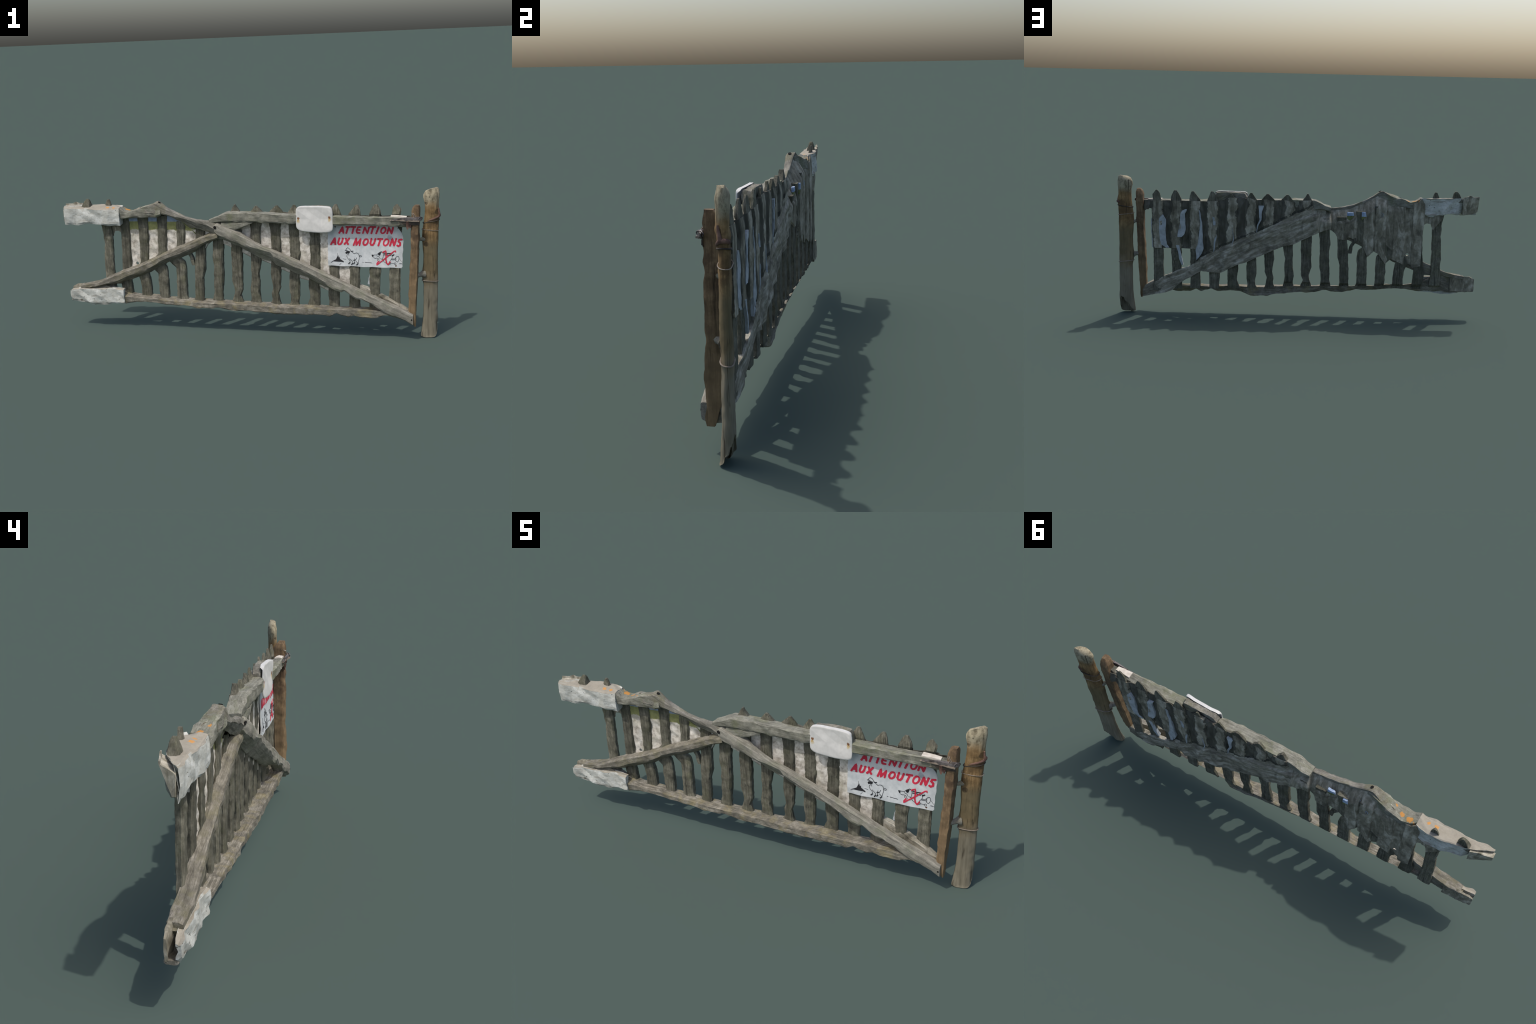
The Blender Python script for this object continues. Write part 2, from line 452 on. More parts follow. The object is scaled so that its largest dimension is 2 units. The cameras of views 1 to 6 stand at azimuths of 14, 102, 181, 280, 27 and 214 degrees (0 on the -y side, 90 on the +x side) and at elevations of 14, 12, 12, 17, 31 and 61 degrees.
# ------------------------------------------------------------------ pickets
# each picket: height -> (left edge, right edge); read as bent, hand-split slats
PICKETS = [
    {.19: (-.800, -.740), .28: (-.799, -.747), .41: (-.796, -.744), .47: (-.790, -.742), .53: (-.791, -.743), .59: (-.803, -.746), .675: (-.772, -.732), .70: (-.764, -.738), .714: (-.757, -.747)},
    {.165: (-.690, -.644), .21: (-.703, -.644), .265: (-.712, -.650), .30: (-.700, -.643), .35: (-.694, -.641), .44: (-.690, -.639), .52: (-.689, -.636), .63: (-.692, -.640)},
    {.165: (-.595, -.534), .225: (-.591, -.535), .266: (-.596, -.537), .305: (-.612, -.545), .34: (-.604, -.556), .37: (-.588, -.536), .45: (-.586, -.533), .62: (-.588, -.529)},
    {.165: (-.490, -.430), .20: (-.489, -.435), .31: (-.493, -.437), .345: (-.528, -.440), .375: (-.530, -.46), .42: (-.482, -.434), .48: (-.481, -.429), .63: (-.478, -.422)},
    {.165: (-.392, -.322), .19: (-.388, -.332), .345: (-.386, -.330), .38: (-.424, -.336), .405: (-.408, -.37), .44: (-.376, -.330), .54: (-.373, -.324), .60: (-.369, -.317)},
    {.160: (-.292, -.233), .19: (-.287, -.238), .29: (-.282, -.236), .335: (-.281, -.222), .42: (-.273, -.219), .565: (-.265, -.211)},
    {.155: (-.194, -.127), .21: (-.180, -.133), .28: (-.176, -.124), .37: (-.173, -.121), .41: (-.179, -.122), .49: (-.171, -.115), .555: (-.17, -.12)},
    {.150: (-.082, -.014), .173: (-.079, -.020), .20: (-.069, -.033), .227: (-.064, -.021), .28: (-.076, -.020), .42: (-.075, -.016), .52: (-.073, -.014), .64: (-.080, -.012), .66: (-.065, -.025), .69: (-.051, -.045)},
    {.150: (.016, .086), .179: (.025, .075), .22: (.021, .069), .27: (.027, .073), .32: (.029, .070), .35: (.028, .078), .40: (.030, .084), .57: (.034, .086), .64: (.02, .115), .655: (.038, .098), .682: (.060, .070)},
    {.150: (.122, .186), .178: (.134, .177), .212: (.135, .172), .244: (.142, .183), .32: (.133, .187), .47: (.141, .195), .57: (.138, .190), .64: (.122, .215), .66: (.146, .202), .684: (.168, .180)},
    {.148: (.222, .280), .168: (.236, .279), .20: (.237, .284), .233: (.229, .284), .33: (.234, .286), .44: (.237, .296), .57: (.237, .288), .64: (.228, .298), .66: (.240, .290), .688: (.258, .270)},
    {.146: (.322, .392), .198: (.340, .391), .24: (.333, .391), .39: (.340, .400), .54: (.344, .401), .64: (.34, .405), .66: (.358, .396), .683: (.371, .381)},
    {.142: (.438, .494), .227: (.436, .494), .37: (.443, .499), .62: (.444, .512), .645: (.452, .507), .665: (.458, .499), .685: (.467, .489), .692: (.474, .485)},
    {.142: (.544, .604), .205: (.546, .599), .37: (.547, .601), .62: (.545, .607), .645: (.546, .605), .665: (.560, .601), .684: (.575, .596), .690: (.583, .592)},
    {.138: (.646, .700), .234: (.648, .702), .37: (.650, .708), .62: (.65, .710), .645: (.650, .709), .665: (.659, .706), .684: (.669, .697), .693: (.677, .691)},
    {.125: (.770, .806), .16: (.750, .806), .29: (.751, .806), .37: (.752, .808), .50: (.757, .815), .62: (.765, .805), .645: (.765, .806), .67: (.769, .810), .684: (.773, .799), .694: (.784, .791)},
]
BACKY = lambda x: float(np.interp(x, [-1, -.8, -.5, -.2, .1, .45, .85], [.002, .008, .010, .012, .016, .020, .023]))
FRONTY = lambda x: float(np.interp(x, [-.8, -.05, .1, .3, .8], [-.015, -.014, -.006, .001, .006]))
for i, rows in enumerate(PICKETS):
    st = []
    zs = sorted(set(rows) | {.178, .192} | ({.365, .378} if i > 11 else set()))
    for z in zs:
        l, r = (float(np.interp(z, list(rows), [v[k] for v in rows.values()])) for k in (0, 1))
        x = (l + r) / 2
        tip = min(1, max(0, (z - .63) / .06))
        hid = .012 if x > .43 and .372 < z < .64 else 0          # tucked behind the sign
        st.append((z, l, r, FRONTY(x) + max(.008 * tip, hid), .004 if i == 0 and z > .585 else BACKY(x) - .003 * tip - (.013 if z < .182 and x < .1 else 0)))
    loft("picket", st, 'z', M_PICKET, seed=i * 3.3, rnd=.005, big=.0015, jit=.0014, step=.006, n=6, hew=.0034, cell=.026)

# splinter bridging two pickets under the short brace
loft("splinter", [(.360, -.297, -.275, -.010, .008), (.40, -.306, -.286, -.010, .010), (.45, -.336, -.312, -.012, .012)], 'z', M_PICKET, seed=4)
# stub of a picket that only survives above the lintel
loft("picket_stub", [(.66, -.905, -.835, -.034, -.002), (.69, -.892, -.848, -.030, -.006), (.71, -.880, -.854, -.026, -.008), (.719, -.872, -.862, -.022, -.012)], 'z', M_PICKET, seed=44)

# ---------------------------------------------------- boarded back of the gate
TOPX = [-.80, -.712, -.705, -.685, -.676, -.656, -.615, -.585, -.563, -.52, -.48, -.44, -.36, -.28, -.21, -.145, -.07, -.02, .03, .08, .13, .18, .24, .27, .32, .38, .415, .45, .51, .86]
TOPZ = [.590, .606, .640, .660, .680, .654, .648, .662, .678, .684, .700, .696, .648, .612, .604, .610, .655, .652, .640, .655, .644, .655, .648, .660, .655, .662, .645, .640, .636, .636]
BOTX = [-.80, -.795, -.744, -.731, -.710, -.690, -.689, -.640, -.628, -.597, -.541, -.513, -.490, -.446, -.421, -.388, -.358, -.338, -.312, -.298, -.277, -.262, -.225, -.205, -.183, -.165, -.122, -.085, -.02, .025, .083, .129, .185, .226, .285, .330, .387, .432, .492, .530, .545, .551, .798, .806, .812, .833, .855]
BOTZ = [.575, .570, .505, .538, .541, .530, .300, .290, .307, .303, .328, .341, .305, .365, .377, .345, .412, .424, .438, .447, .453, .440, .440, .472, .490, .495, .479, .462, .432, .408, .393, .375, .348, .330, .300, .288, .258, .233, .240, .242, .245, .369, .369, .40, .592, .590, .575]
ztop = lambda x: float(np.interp(x, TOPX, TOPZ))
zbot = lambda x: float(np.interp(x, BOTX, BOTZ))
CENTRES = [sum(next(v for k, v in r.items() if k > .4)) / 2 for r in PICKETS]
brace_back = lambda x: float(np.interp(x, [-.16, .124, .166, .255, .367, .476, .56, .88], [.60, .524, .483, .440, .404, .353, .31, .16]))


def back(x, z):
    y = BACKY(x)
    xw = x + .016 * noise.noise(Vector((x * 5, 7, z * 8))) + .006 * noise.noise(Vector((x * 14, 4, z * 24)))
    ridge = max(0, 1 - abs(min((xw - c for c in CENTRES), key=abs)) / .032)
    core = abs(min((x - c for c in CENTRES), key=abs)) < .031
    over = max(0., min(1., (brace_back(x) - z) / .012)) if x > -.18 else 0.
    strength = np.interp(x, [-.4, 0, .2], [1.1, .8, 1.])
    y += .006 * strength * ridge ** .7 * (1 - over) + .013 * over
    y += .007 * noise.noise(Vector((x * 19, 3, z * 11))) + .005 * noise.noise(Vector((x * 48, 9, z * 26)))
    y += (.006 if x > -.1 else .010) * facet(x, z, .05, 4)
    if core:
        y = max(y, BACKY(x) + .004)
    edge = min(ztop(x) - z, .03) / .03
    y = max(y - .004 * (1 - max(0, edge)), .004)
    lean = float(np.interp(x, [-.62, -.52, -.14, -.08], [0, 1, 1, 0]))      # the crest folds forward
    t = max(0., min(1., (ztop(x) - z) / .075)) ** .8
    return y + (-.036 + (y + .036) * t - y) * lean


def infill_back(x, z):
    return min(max(.0035, BACKY(x) - .0132) + 0, back(x, z) - .004)


def front(x, z):
    y = float(np.interp(x, [-.1, .1, .41, .46], [-.003, .009, .009, .0165])) + .006 * facet(x, z, .03, 6) + .002 * noise.noise(Vector((x * 30, 1, z * 30)))
    return min(y, infill_back(x, z) - .002)


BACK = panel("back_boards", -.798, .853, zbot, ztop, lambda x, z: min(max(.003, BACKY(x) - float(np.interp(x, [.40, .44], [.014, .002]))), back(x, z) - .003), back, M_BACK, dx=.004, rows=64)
INFILL = panel("stone_infill", -.69, .80, lambda x: zbot(x) + .004, lambda x: min(.385 if x > .446 else 9, ztop(x) - .006 - .05 * float(np.interp(x, [-.4, -.3, -.14, -.08], [0, 1, 1, 0])), .63), front, infill_back, M_STONE, dx=.005, rows=44)
def pierce(ob, x, z, r):
    bm = bmesh.new()
    bmesh.ops.create_cone(bm, cap_ends=True, segments=5, radius1=r, radius2=r, depth=.12)
    me = bpy.data.meshes.new("cutter")
    bmesh.ops.rotate(bm, verts=bm.verts, cent=(0, 0, 0), matrix=__import__("mathutils").Matrix.Rotation(math.pi / 2, 3, 'X'))
    bmesh.ops.translate(bm, verts=bm.verts, vec=(x, 0, z))
    bm.to_mesh(me)
    bm.free()
    cut = bpy.data.objects.new("cutter", me)
    bpy.context.scene.collection.objects.link(cut)
    m = ob.modifiers.new("chink", 'BOOLEAN')
    m.operation, m.object, m.solver = 'DIFFERENCE', cut, 'EXACT'
    dg = bpy.context.evaluated_depsgraph_get()
    new = bpy.data.meshes.new_from_object(ob.evaluated_get(dg))
    ob.modifiers.clear()
    if len(new.polygons) > 100:
        ob.data = new
        new.name = ob.name
    bpy.data.objects.remove(cut)


pierce(BACK, -.610, .362, .009)
pierce(INFILL, -.610, .362, .010)
loft("back_brace", [(.54, .245, .318, .012, .030), (.60, .208, .276, .010, .030), (.645, .184, .262, .008, .030), (.70, .13, .230, .004, .028), (.76, .112, .205, -.004, .024), (.83, .098, .165, -.014, .014), (.872, .080, .145, -.020, .000)],
     'x', M_BACK, rnd=.008, big=.004, jit=.0015, seed=12, n=7)

# pale slits of the sign's back between the back boards, and scraps of sky and meadow
for pts in (
    [(.372, .718, .734), (.39, .731, .762), (.42, .737, .768), (.46, .738, .772), (.50, .736, .773), (.53, .737, .775), (.548, .746, .766), (.556, .750, .757)],
    [(.434, .648, .672), (.45, .632, .672), (.48, .628, .663), (.51, .630, .656), (.537, .631, .657), (.564, .631, .655), (.582, .620, .646), (.590, .617, .628)],
    [(.306, .564, .567), (.34, .537, .568), (.37, .525, .569), (.40, .529, .556), (.452, .531, .551), (.51, .535, .546), (.57, .542, .549), (.586, .546, .553)],
    [(.275, .640, .650), (.31, .644, .660), (.35, .654, .668), (.388, .661, .679)],
    [(.352, .467, .470), (.375, .462, .469), (.41, .460, .470), (.44, .452, .461), (.448, .453, .459)],
    [(.505, .459, .472), (.53, .461, .474), (.55, .466, .476)],
    [(.40, .364, .367), (.43, .357, .361), (.46, .361, .364), (.49, .364, .366)],
    [(.47, .231, .234), (.51, .222, .230), (.54, .205, .216), (.58, .204, .220), (.62, .196, .225)],
):
    loft("sign_back_sliver", [(z, a, b, .012, max(back((a + b) / 2, z), BACKY((a + b) / 2) + .004) + .004) for z, a, b in pts], 'z', M_PALE, rnd=.002, big=.0025, jit=.001, seed=pts[0][0] * 9)
for (x0, x1, z0, z1, z2) in ((-.305, -.268, .531, .573, .592), (-.372, -.348, .553, .572, .597)):
    yy = max(back(x0, z1), back(x1, z1)) + .0015
    loft("meadow_sliver", [(z0, x1 - .004, x1, .006, yy), (z1, x0, x1, .006, yy)], 'z', M_MEADOW, rnd=.001, big=0, jit=.0005)
    loft("sky_sliver", [(z1, x0, x1, .006, yy), (z2, x0 + .004, x1, .006, yy)], 'z', M_SKY, rnd=.001, big=0, jit=.0005)
yy = back(-.465, .59) + .002
loft("sky_sliver", [(.572, -.463, -.460, .006, yy), (.588, -.468, -.454, .006, yy), (.597, -.458, -.455, .006, yy)], 'z', M_SKY, rnd=.001, big=0, jit=.0005)

# ------------------------------------------------------------------- rails
loft("top_rail", [(-.672, .618, .684, -.057, -.004, 0, -.004), (-.645, .620, .664, -.055, .006, 0, -.002), (-.615, .622, .661, -.054, .010, 0, -.006), (-.576, .629, .670, -.053, .010, 0, .006), (-.541, .630, .690, -.053, .006, 0, -.012), (-.47, .627, .706, -.054, -.012, 0, -.006), (-.44, .64, .696, -.054, -.016, 0, 0)],
     'x', M_RAIL, big=.003, jit=.0015, rnd=.006, seed=3)
loft("crest_board", [(-.53, .640, .690, -.050, -.004, -.01, -.006), (-.50, .645, .700, -.052, -.012, -.01, -.008), (-.461, .640, .713, -.055, -.020), (-.441, .650, .704, -.055, -.022), (-.411, .642, .680, -.054, -.024, 0, .002), (-.365, .630, .656, -.053, -.026, -.02, .002), (-.306, .620, .630, -.052, -.026, -.035, .0), (-.249, .600, .618, -.051, -.026, -.04, 0), (-.184, .583, .612, -.050, -.024, -.04, 0), (-.138, .556, .597, -.050, -.020, -.05, 0), (-.115, .552, .585, -.049, -.010, -.05, .0)],
     'x', M_PEAK, big=.0018, rnd=.004, seed=6)
tube("nail_hole", [(-.4465, -.042, .7085), (-.452, -.042, .698)], [.0075, .006], M_HOLE, seg=7)
loft("top_rail", [(-.178, .590, .618, -.048, .004, 0, 0), (-.144, .603, .632, -.048, .010, 0, -.004), (-.091, .606, .658, -.048, .010, 0, -.002), (.02, .606, .660, -.048, .010, 0, -.004), (.14, .603, .656, -.046, .010, 0, -.004), (.26, .601, .650, -.044, .010, 0, -.002), (.288, .600, .650, -.036, .010, 0, -.002)],
     'x', M_RAIL, big=.0022, jit=.001, rnd=.005, seed=9)
loft("top_rail", [(.462, .595, .646, -.034, .010, 0, -.008), (.475, .594, .646, -.042, .010, 0, -.008), (.554, .596, .644, -.042, .010, 0, -.008), (.673, .595, .642, -.040, .010, 0, -.008), (.768, .592, .643, -.035, .008, 0, -.008), (.838, .590, .639, -.028, .004, 0, -.008), (.87, .590, .637, -.024, -.002, 0, -.008)],
     'x', M_RAIL, big=.0024, jit=.001, rnd=.005, seed=14)
loft("rail_knee", [(-.115, .568, .606, -.040, -.002), (-.039, .566, .606, -.042, -.002), (0, .577, .606, -.042, -.002), (.03, .590, .606, -.042, -.002), (.055, .602, .606, -.040, -.002)], 'x', M_RAIL, big=.002, jit=.001, seed=15)
loft("bottom_rail", [(-0.69, 0.146, 0.2, -0.05, 0.004, 0.014, 0.012, -0.02), (-0.676, 0.146, 0.192, -0.0494, 0.0041, 0.0137, 0.0117, -0.02), (-0.6, 0.157, 0.18, -0.046, 0.0045, 0.0121, 0.01, -0.02), (-0.506, 0.153, 0.181, -0.0469, 0.0049, 0.0101, 0.01, -0.02), (-0.454, 0.147, 0.171, -0.0475, 0.0052, 0.0092, 0.01, -0.02), (-0.332, 0.144, 0.166, -0.0487, 0.0058, 0.0072, 0.01, -0.02), (-0.273, 0.133, 0.165, -0.049, 0.0063, 0.0062, 0.0095, -0.02), (-0.193, 0.132, 0.165, -0.049, 0.0071, 0.0049, 0.0079, -0.0177), (-0.166, 0.141, 0.164, -0.049, 0.0073, 0.0044, 0.0073, -0.0166), (-0.092, 0.129, 0.164, -0.049, 0.0081, 0.0032, 0.0058, -0.0137), (-0.003, 0.126, 0.164, -0.049, 0.009, 0.0017, 0.0041, -0.0101), (0.06, 0.121, 0.163, -0.049, 0.0096, 0.0007, 0.0028, -0.007), (0.124, 0.12, 0.162, -0.0489, 0.0102, -0.0048, 0.0018, -0.0035), (0.171, 0.117, 0.157, -0.0488, 0.0107, -0.0122, 0.0014, 0.0024), (0.26, 0.119, 0.157, -0.0486, 0.0116, -0.014, 0.0006, 0.0043), (0.318, 0.116, 0.159, -0.0485, 0.0122, 0.0098, 0.0001, -0.0267), (0.379, 0.118, 0.16, -0.0483, 0.0128, 0.009, -0.0005, -0.0293), (0.451, 0.114, 0.155, -0.0481, 0.0135, 0.0081, -0.0011, -0.0308), (0.482, 0.129, 0.155, -0.048, 0.0138, 0.0077, -0.0014, -0.0315), (0.541, 0.112, 0.156, -0.048, 0.014, 0.007, -0.0019, -0.0327), (0.573, 0.126, 0.156, -0.048, 0.014, 0.0066, -0.0022, -0.0334), (0.602, 0.111, 0.157, -0.048, 0.014, 0.0062, -0.0024, -0.0338), (0.678, 0.112, 0.157, -0.048, 0.014, 0.0053, -0.0031, -0.0249), (0.732, 0.129, 0.157, -0.048, 0.014, 0.0046, -0.0036, -0.0192), (0.78, 0.13, 0.15, -0.048, 0.014, 0.004, -0.004, -0.016)],
     'x', M_BOTTOM, big=.0022, jit=.0012, rnd=.004, seed=21, hew=.005)

# ------------------------------------------------------------------- braces
loft("long_brace", [(-.152, .556, .592, -.052, -.006, -.01, .012), (-.133, .540, .597, -.057, -.004, -.03, .012), (-.057, .511, .566, -.058, -.004, -.035, .010), (0.015, 0.48, 0.53, -0.058, -0.03, -0.04, 0.0018, 0.026), (0.087, 0.463, 0.488, -0.056, -0.03, -0.065, 0.0018, 0.026), (0.107, 0.458, 0.476, -0.056, -0.03, -0.07, 0.0042, 0.026), (0.147, 0.448, 0.464, -0.056, -0.03, -0.065, 0.0042, 0.026), (0.163, 0.424, 0.459, -0.056, -0.03, -0.06, 0.003, 0.026), (0.211, 0.403, 0.439, -0.056, -0.03, -0.05, 0.003, 0.026), (0.262, 0.373, 0.417, -0.056, -0.03, -0.045, 0.003, 0.026), (0.33, 0.348, 0.388, -0.056, -0.03, -0.045, 0.003, 0.026), (0.384, 0.318, 0.364, -0.056, -0.03, -0.045, 0.003, 0.026), (0.48, 0.26, 0.319, -0.056, -0.03, -0.02, 0.003, 0.024), (0.511, 0.25, 0.304, -0.056, -0.03, -0.01, 0.003, 0.024), (0.526, 0.256, 0.297, -0.056, -0.03, -0.01, 0.003, 0.024), (0.586, 0.213, 0.269, -0.056, -0.03, 0, 0.0024, 0.024), (0.611, 0.213, 0.257, -0.057, -0.03, 0, 0.0024, 0.022), (0.679, 0.183, 0.228, -0.058, -0.03, -0.02, 0.0012, 0.020), (0.72, 0.155, 0.21, -0.059, -0.03, -0.02, 0.0006, 0.016), (0.773, 0.134, 0.187, -0.06, -0.03, -0.02, 0, 0.010), (0.787, 0.134, 0.181, -0.06, -0.03, -0.02, 0, 0.008), (.873, .092, .142, -.062, -.030, -.012, 0)],
     'x', M_BRACE, big=.0014, jit=.001, rnd=.003, seed=31, n=6)
tube("bolt_hole", [(.866, -.0640, .115), (.866, -.055, .115)], [.0042, .0042], M_HOLE, seg=9)
tube("nail_hole", [(-.146, -.0585, .578), (-.142, -.040, .582)], [.0085, .007], M_HOLE, seg=7)
loft("short_brace", [(-.935, .222, .240, -.050, -.006, 0, .006), (-.887, .228, .250, -.054, -.004, 0, .004), (-.841, .236, .257, -.054, -.002, 0, .006), (-.810, .244, .270, -.053, -.002, 0, .004), (-.716, .267, .310, -.050, -.004, -.026, .008), (-.674, .286, .329, -.046, -.006, -.026, .008), (-.593, .318, .355, -.041, -.006, -.026, .010), (-.530, .340, .384, -.041, -.006, -.026, .010), (-.464, .380, .414, -.041, -.006, -.026, .012), (-.414, .405, .436, -.041, -.006, -.026, .012), (-.354, .424, .463, -.041, -.006, -.026, .010), (-.272, .458, .498, -.042, -.006, -.026, .010), (-.231, .480, .518, -.043, -.006, -.01, .010), (-.189, .499, .534, -.044, -.006, -.01, .010), (-.137, .520, .543, -.046, -.006, -.01, .01)],
     'x', M_BRACE_L, big=.0022, jit=.0012, rnd=.006, seed=33, n=6)

# -------------------------------------------------- whitewashed lintel ends
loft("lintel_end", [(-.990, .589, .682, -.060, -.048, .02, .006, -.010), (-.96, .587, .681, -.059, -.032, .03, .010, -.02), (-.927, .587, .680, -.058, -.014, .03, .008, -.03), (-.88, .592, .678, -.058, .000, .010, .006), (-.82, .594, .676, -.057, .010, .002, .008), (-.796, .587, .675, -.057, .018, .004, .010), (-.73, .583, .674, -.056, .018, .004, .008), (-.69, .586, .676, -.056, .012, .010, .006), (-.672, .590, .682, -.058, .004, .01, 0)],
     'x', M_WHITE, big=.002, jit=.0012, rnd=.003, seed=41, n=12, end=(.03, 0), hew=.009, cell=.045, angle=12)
LBX = [-.996, -.96, -.93, -.905]
flap = lambda x, z: float(np.interp(x, LBX, [-.050, -.034, -.018, -.006]) + (np.interp(x, LBX, [-.016, -.007, .000, .006]) - np.interp(x, LBX, [-.050, -.034, -.018, -.006])) * max(0, min(1, (z - .595) / .09)) + .002 * noise.noise(Vector((x * 40, 2, z * 40))))
panel("lintel_back", -.996, -.905, lambda x: .592 + .012 * max(0, (-.965 - x) / .03), lambda x: .692 + .008 * math.exp(-((x + .942) / .012) ** 2), lambda x, z: flap(x, z) - .004 - max(0, min(1, (.682 - z) / .02)) * (flap(x, z) + .052), flap, M_BACK, dx=.006, rows=22)
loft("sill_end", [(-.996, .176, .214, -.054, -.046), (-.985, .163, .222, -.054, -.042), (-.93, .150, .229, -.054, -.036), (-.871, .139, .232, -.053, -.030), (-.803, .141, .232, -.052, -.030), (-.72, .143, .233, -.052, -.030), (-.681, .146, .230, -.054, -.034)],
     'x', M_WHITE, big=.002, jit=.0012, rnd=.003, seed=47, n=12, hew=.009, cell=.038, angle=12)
loft("bottom_rail", [(-.945, .156, .225, -.038, -.022, 0, 0), (-.90, .150, .236, -.038, -.016, .004, .006), (-.80, .150, .240, -.038, -.006, .008, .008, -.012), (-.74, .150, .228, -.038, .000, .008, 0, -.016), (-.68, .150, .200, -.038, .002, .008, 0, -.018)], 'x', M_BRACE_L, big=.003, jit=.0015, rnd=.006, seed=48, end=(.02, 0))
loft("sill_back", [(-.997, .164, .222, -.024, -.014), (-.97, .158, .240, -.022, -.010), (-.92, .154, .243, -.022, -.009), (-.86, .155, .243, -.018, -.004)], 'x', M_BACK, big=.004, jit=.002, rnd=.003, seed=49)
loft("sill_back", [(-.995, .154, .166, -.052, -.014), (-.95, .152, .164, -.052, -.010), (-.90, .150, .162, -.052, -.009)], 'x', M_BRACE_L, big=.002, jit=.001, rnd=.003, seed=50)

# --------------------------------------------------------------- latch post
loft("latch_post", [(.073, .879, .887, -.038, -.016), (.10, .858, .889, -.041, -.006), (.146, .851, .888, -.041, .004), (.197, .852, .890, -.040, .010), (.272, .853, .893, -.038, .014), (.347, .855, .896, -.036, .018), (.422, .859, .897, -.034, .020), (.534, .861, .900, -.032, .022), (.58, .862, .901, -.031, .022), (.63, .863, .904, -.030, .022), (.667, .865, .903, -.028, .020), (.684, .871, .902, -.027, .010), (.696, .880, .899, -.026, .000)],
     'z', M_LATCHPOST, big=.0022, rnd=.005, seed=52)
loft("rail_tenon", [(.80, .594, .636, -.036, .014), (.84, .590, .634, -.030, .008), (.87, .585, .636, -.026, .002)], 'x', M_BACK, big=.003, jit=.001, rnd=.008, seed=53)

# --------------------------------------------------------------- gate post
POST = [(-.002, .924, .988), (.006, .908, .990), (.05, .911, .990), (.11, .918, .991), (.193, .920, .991), (.274, .920, .990), (.315, .912, .990), (.349, .913, .989), (.385, .917, .989), (.43, .917, .989), (.476, .914, .989), (.53, .910, .990), (.56, .911, .990), (.60, .918, .990), (.63, .921, .994), (.67, .923, .991), (.70, .920, .992), (.728, .914, .994), (.746, .915, .994), (.765, .925, .990), (.772, .945, .980)]
rings = []
for z in np.linspace(POST[0][0], POST[-1][0], 110):
    l = np.interp(z, [p[0] for p in POST], [p[1] for p in POST])
    r = np.interp(z, [p[0] for p in POST], [p[2] for p in POST])
    yf = np.interp(z, [0, .10, .38, .62, .74, .772], [.014, .023, .026, .025, .021, .030])
    yb = np.interp(z, [0, .03, .09, .2, .4, .6, .72, .755, .772], [.054, .060, .063, .059, .058, .059, .061, .059, .050])
    rings.append((z, l, r, yf, yb))
verts, faces, K = [], [], 30
for (zr, l, r, yf, yb) in rings:
    for k in range(K):
        z = zr
        a = 2 * math.pi * k / K
        ca, sa = math.cos(a), math.sin(a)
        e = .74
        x = (l + r) / 2 + (r - l) / 2 * math.copysign(abs(ca) ** e, ca)
        skew = .010 * ca
        y = skew + (yf + yb) / 2 + (yb - yf) / 2 * math.copysign(abs(sa) ** e, sa)
        v1, v2 = nz((x, y, z * .5), 26, 60), nz((x, y, z * .6), 75, 65)
        for (kx, ky, kz, kr, kh) in ((.931, .016, .700, .012, -.006), (.965, .02, .655, .016, .005), (.93, .02, .535, .018, .004), (.985, .05, .10, .03, .004), (.94, .06, .64, .02, .005), (.96, .06, .36, .03, .005), (.95, .02, .43, .02, -.003)):
            d = math.dist((x, y, z), (kx, ky, kz)) / kr
            if d < 1:
                x, y = x + kh * ca * (1 - d) , y + kh * sa * (1 - d)
        y += .003 * facet(x + y, z, .06, 3)
        if z < .16:                        # rotten foot, broken away on the back right
            aa = math.degrees(math.atan2(sa, ca))
            z = max(z, .095 * math.exp(-((aa - 52) / 56) ** 2) + .008 * math.sin(aa / 9) ** 2 * (1 if -20 < aa < 150 else 0))
        tilt = .006 * (x - .95) / .04 if z > .70 else 0
        verts.append((x + v1[0] * .002 + v2[0] * .001, y + v1[1] * .003 + v2[1] * .0015, max(z - .003 * max(0, (z - .70) / .07) + (tilt + v1[2] * .002) * max(0, (z - .70) / .07), -.001 if z < .01 else z - .01)))
for i in range(len(rings) - 1):
    for k in range(K):
        k2 = (k + 1) % K
        faces.append((i * K + k, i * K + k2, (i + 1) * K + k2, (i + 1) * K + k))
# inner wall of the foot
cx0, cy0 = .955, .036
start = len(verts)
for i in range(0, 24):
    for k in range(K):
        x, y, z = verts[i * K + k]
        verts.append((cx0 + (x - cx0) * .78, cy0 + (y - cy0) * .74, z + .0005))
for i in range(23):
    for k in range(K):
        k2 = (k + 1) % K
        faces.append((start + i * K + k, start + (i + 1) * K + k, start + (i + 1) * K + k2, start + i * K + k2))
for k in range(K):
    k2 = (k + 1) % K
    faces.append((k, start + k, start + k2, k2))
for base, s_ in ((start + 23 * K, 1), ((len(rings) - 1) * K, 1)):
    c = np.mean(verts[base:base + K], axis=0)
    verts.append(tuple(c))
    for k in range(K):
        faces.append((len(verts) - 1, base + k, base + (k + 1) % K))
GP = make("gate_post", verts, faces, M_POST, angle=45)


SKEW = lambda ca: .010 * ca


def around(z0, z1, grow, a0=0, a1=2 * math.pi, n=26):
    out = []
    for i in range(n + 1):
        a = a0 + (a1 - a0) * i / n
        f = .5 + .5 * math.cos(a)
        z = z0 + (z1 - z0) * f
        _, l, r, yf, yb = min(rings, key=lambda q: abs(q[0] - z))
        ca, sa = math.cos(a), math.sin(a)
        out.append(((l + r) / 2 + ((r - l) / 2 + grow) * math.copysign(abs(ca) ** .74, ca), SKEW(ca) + (yf + yb) / 2 + ((yb - yf) / 2 + grow) * math.copysign(abs(sa) ** .74, sa), z))
    return out


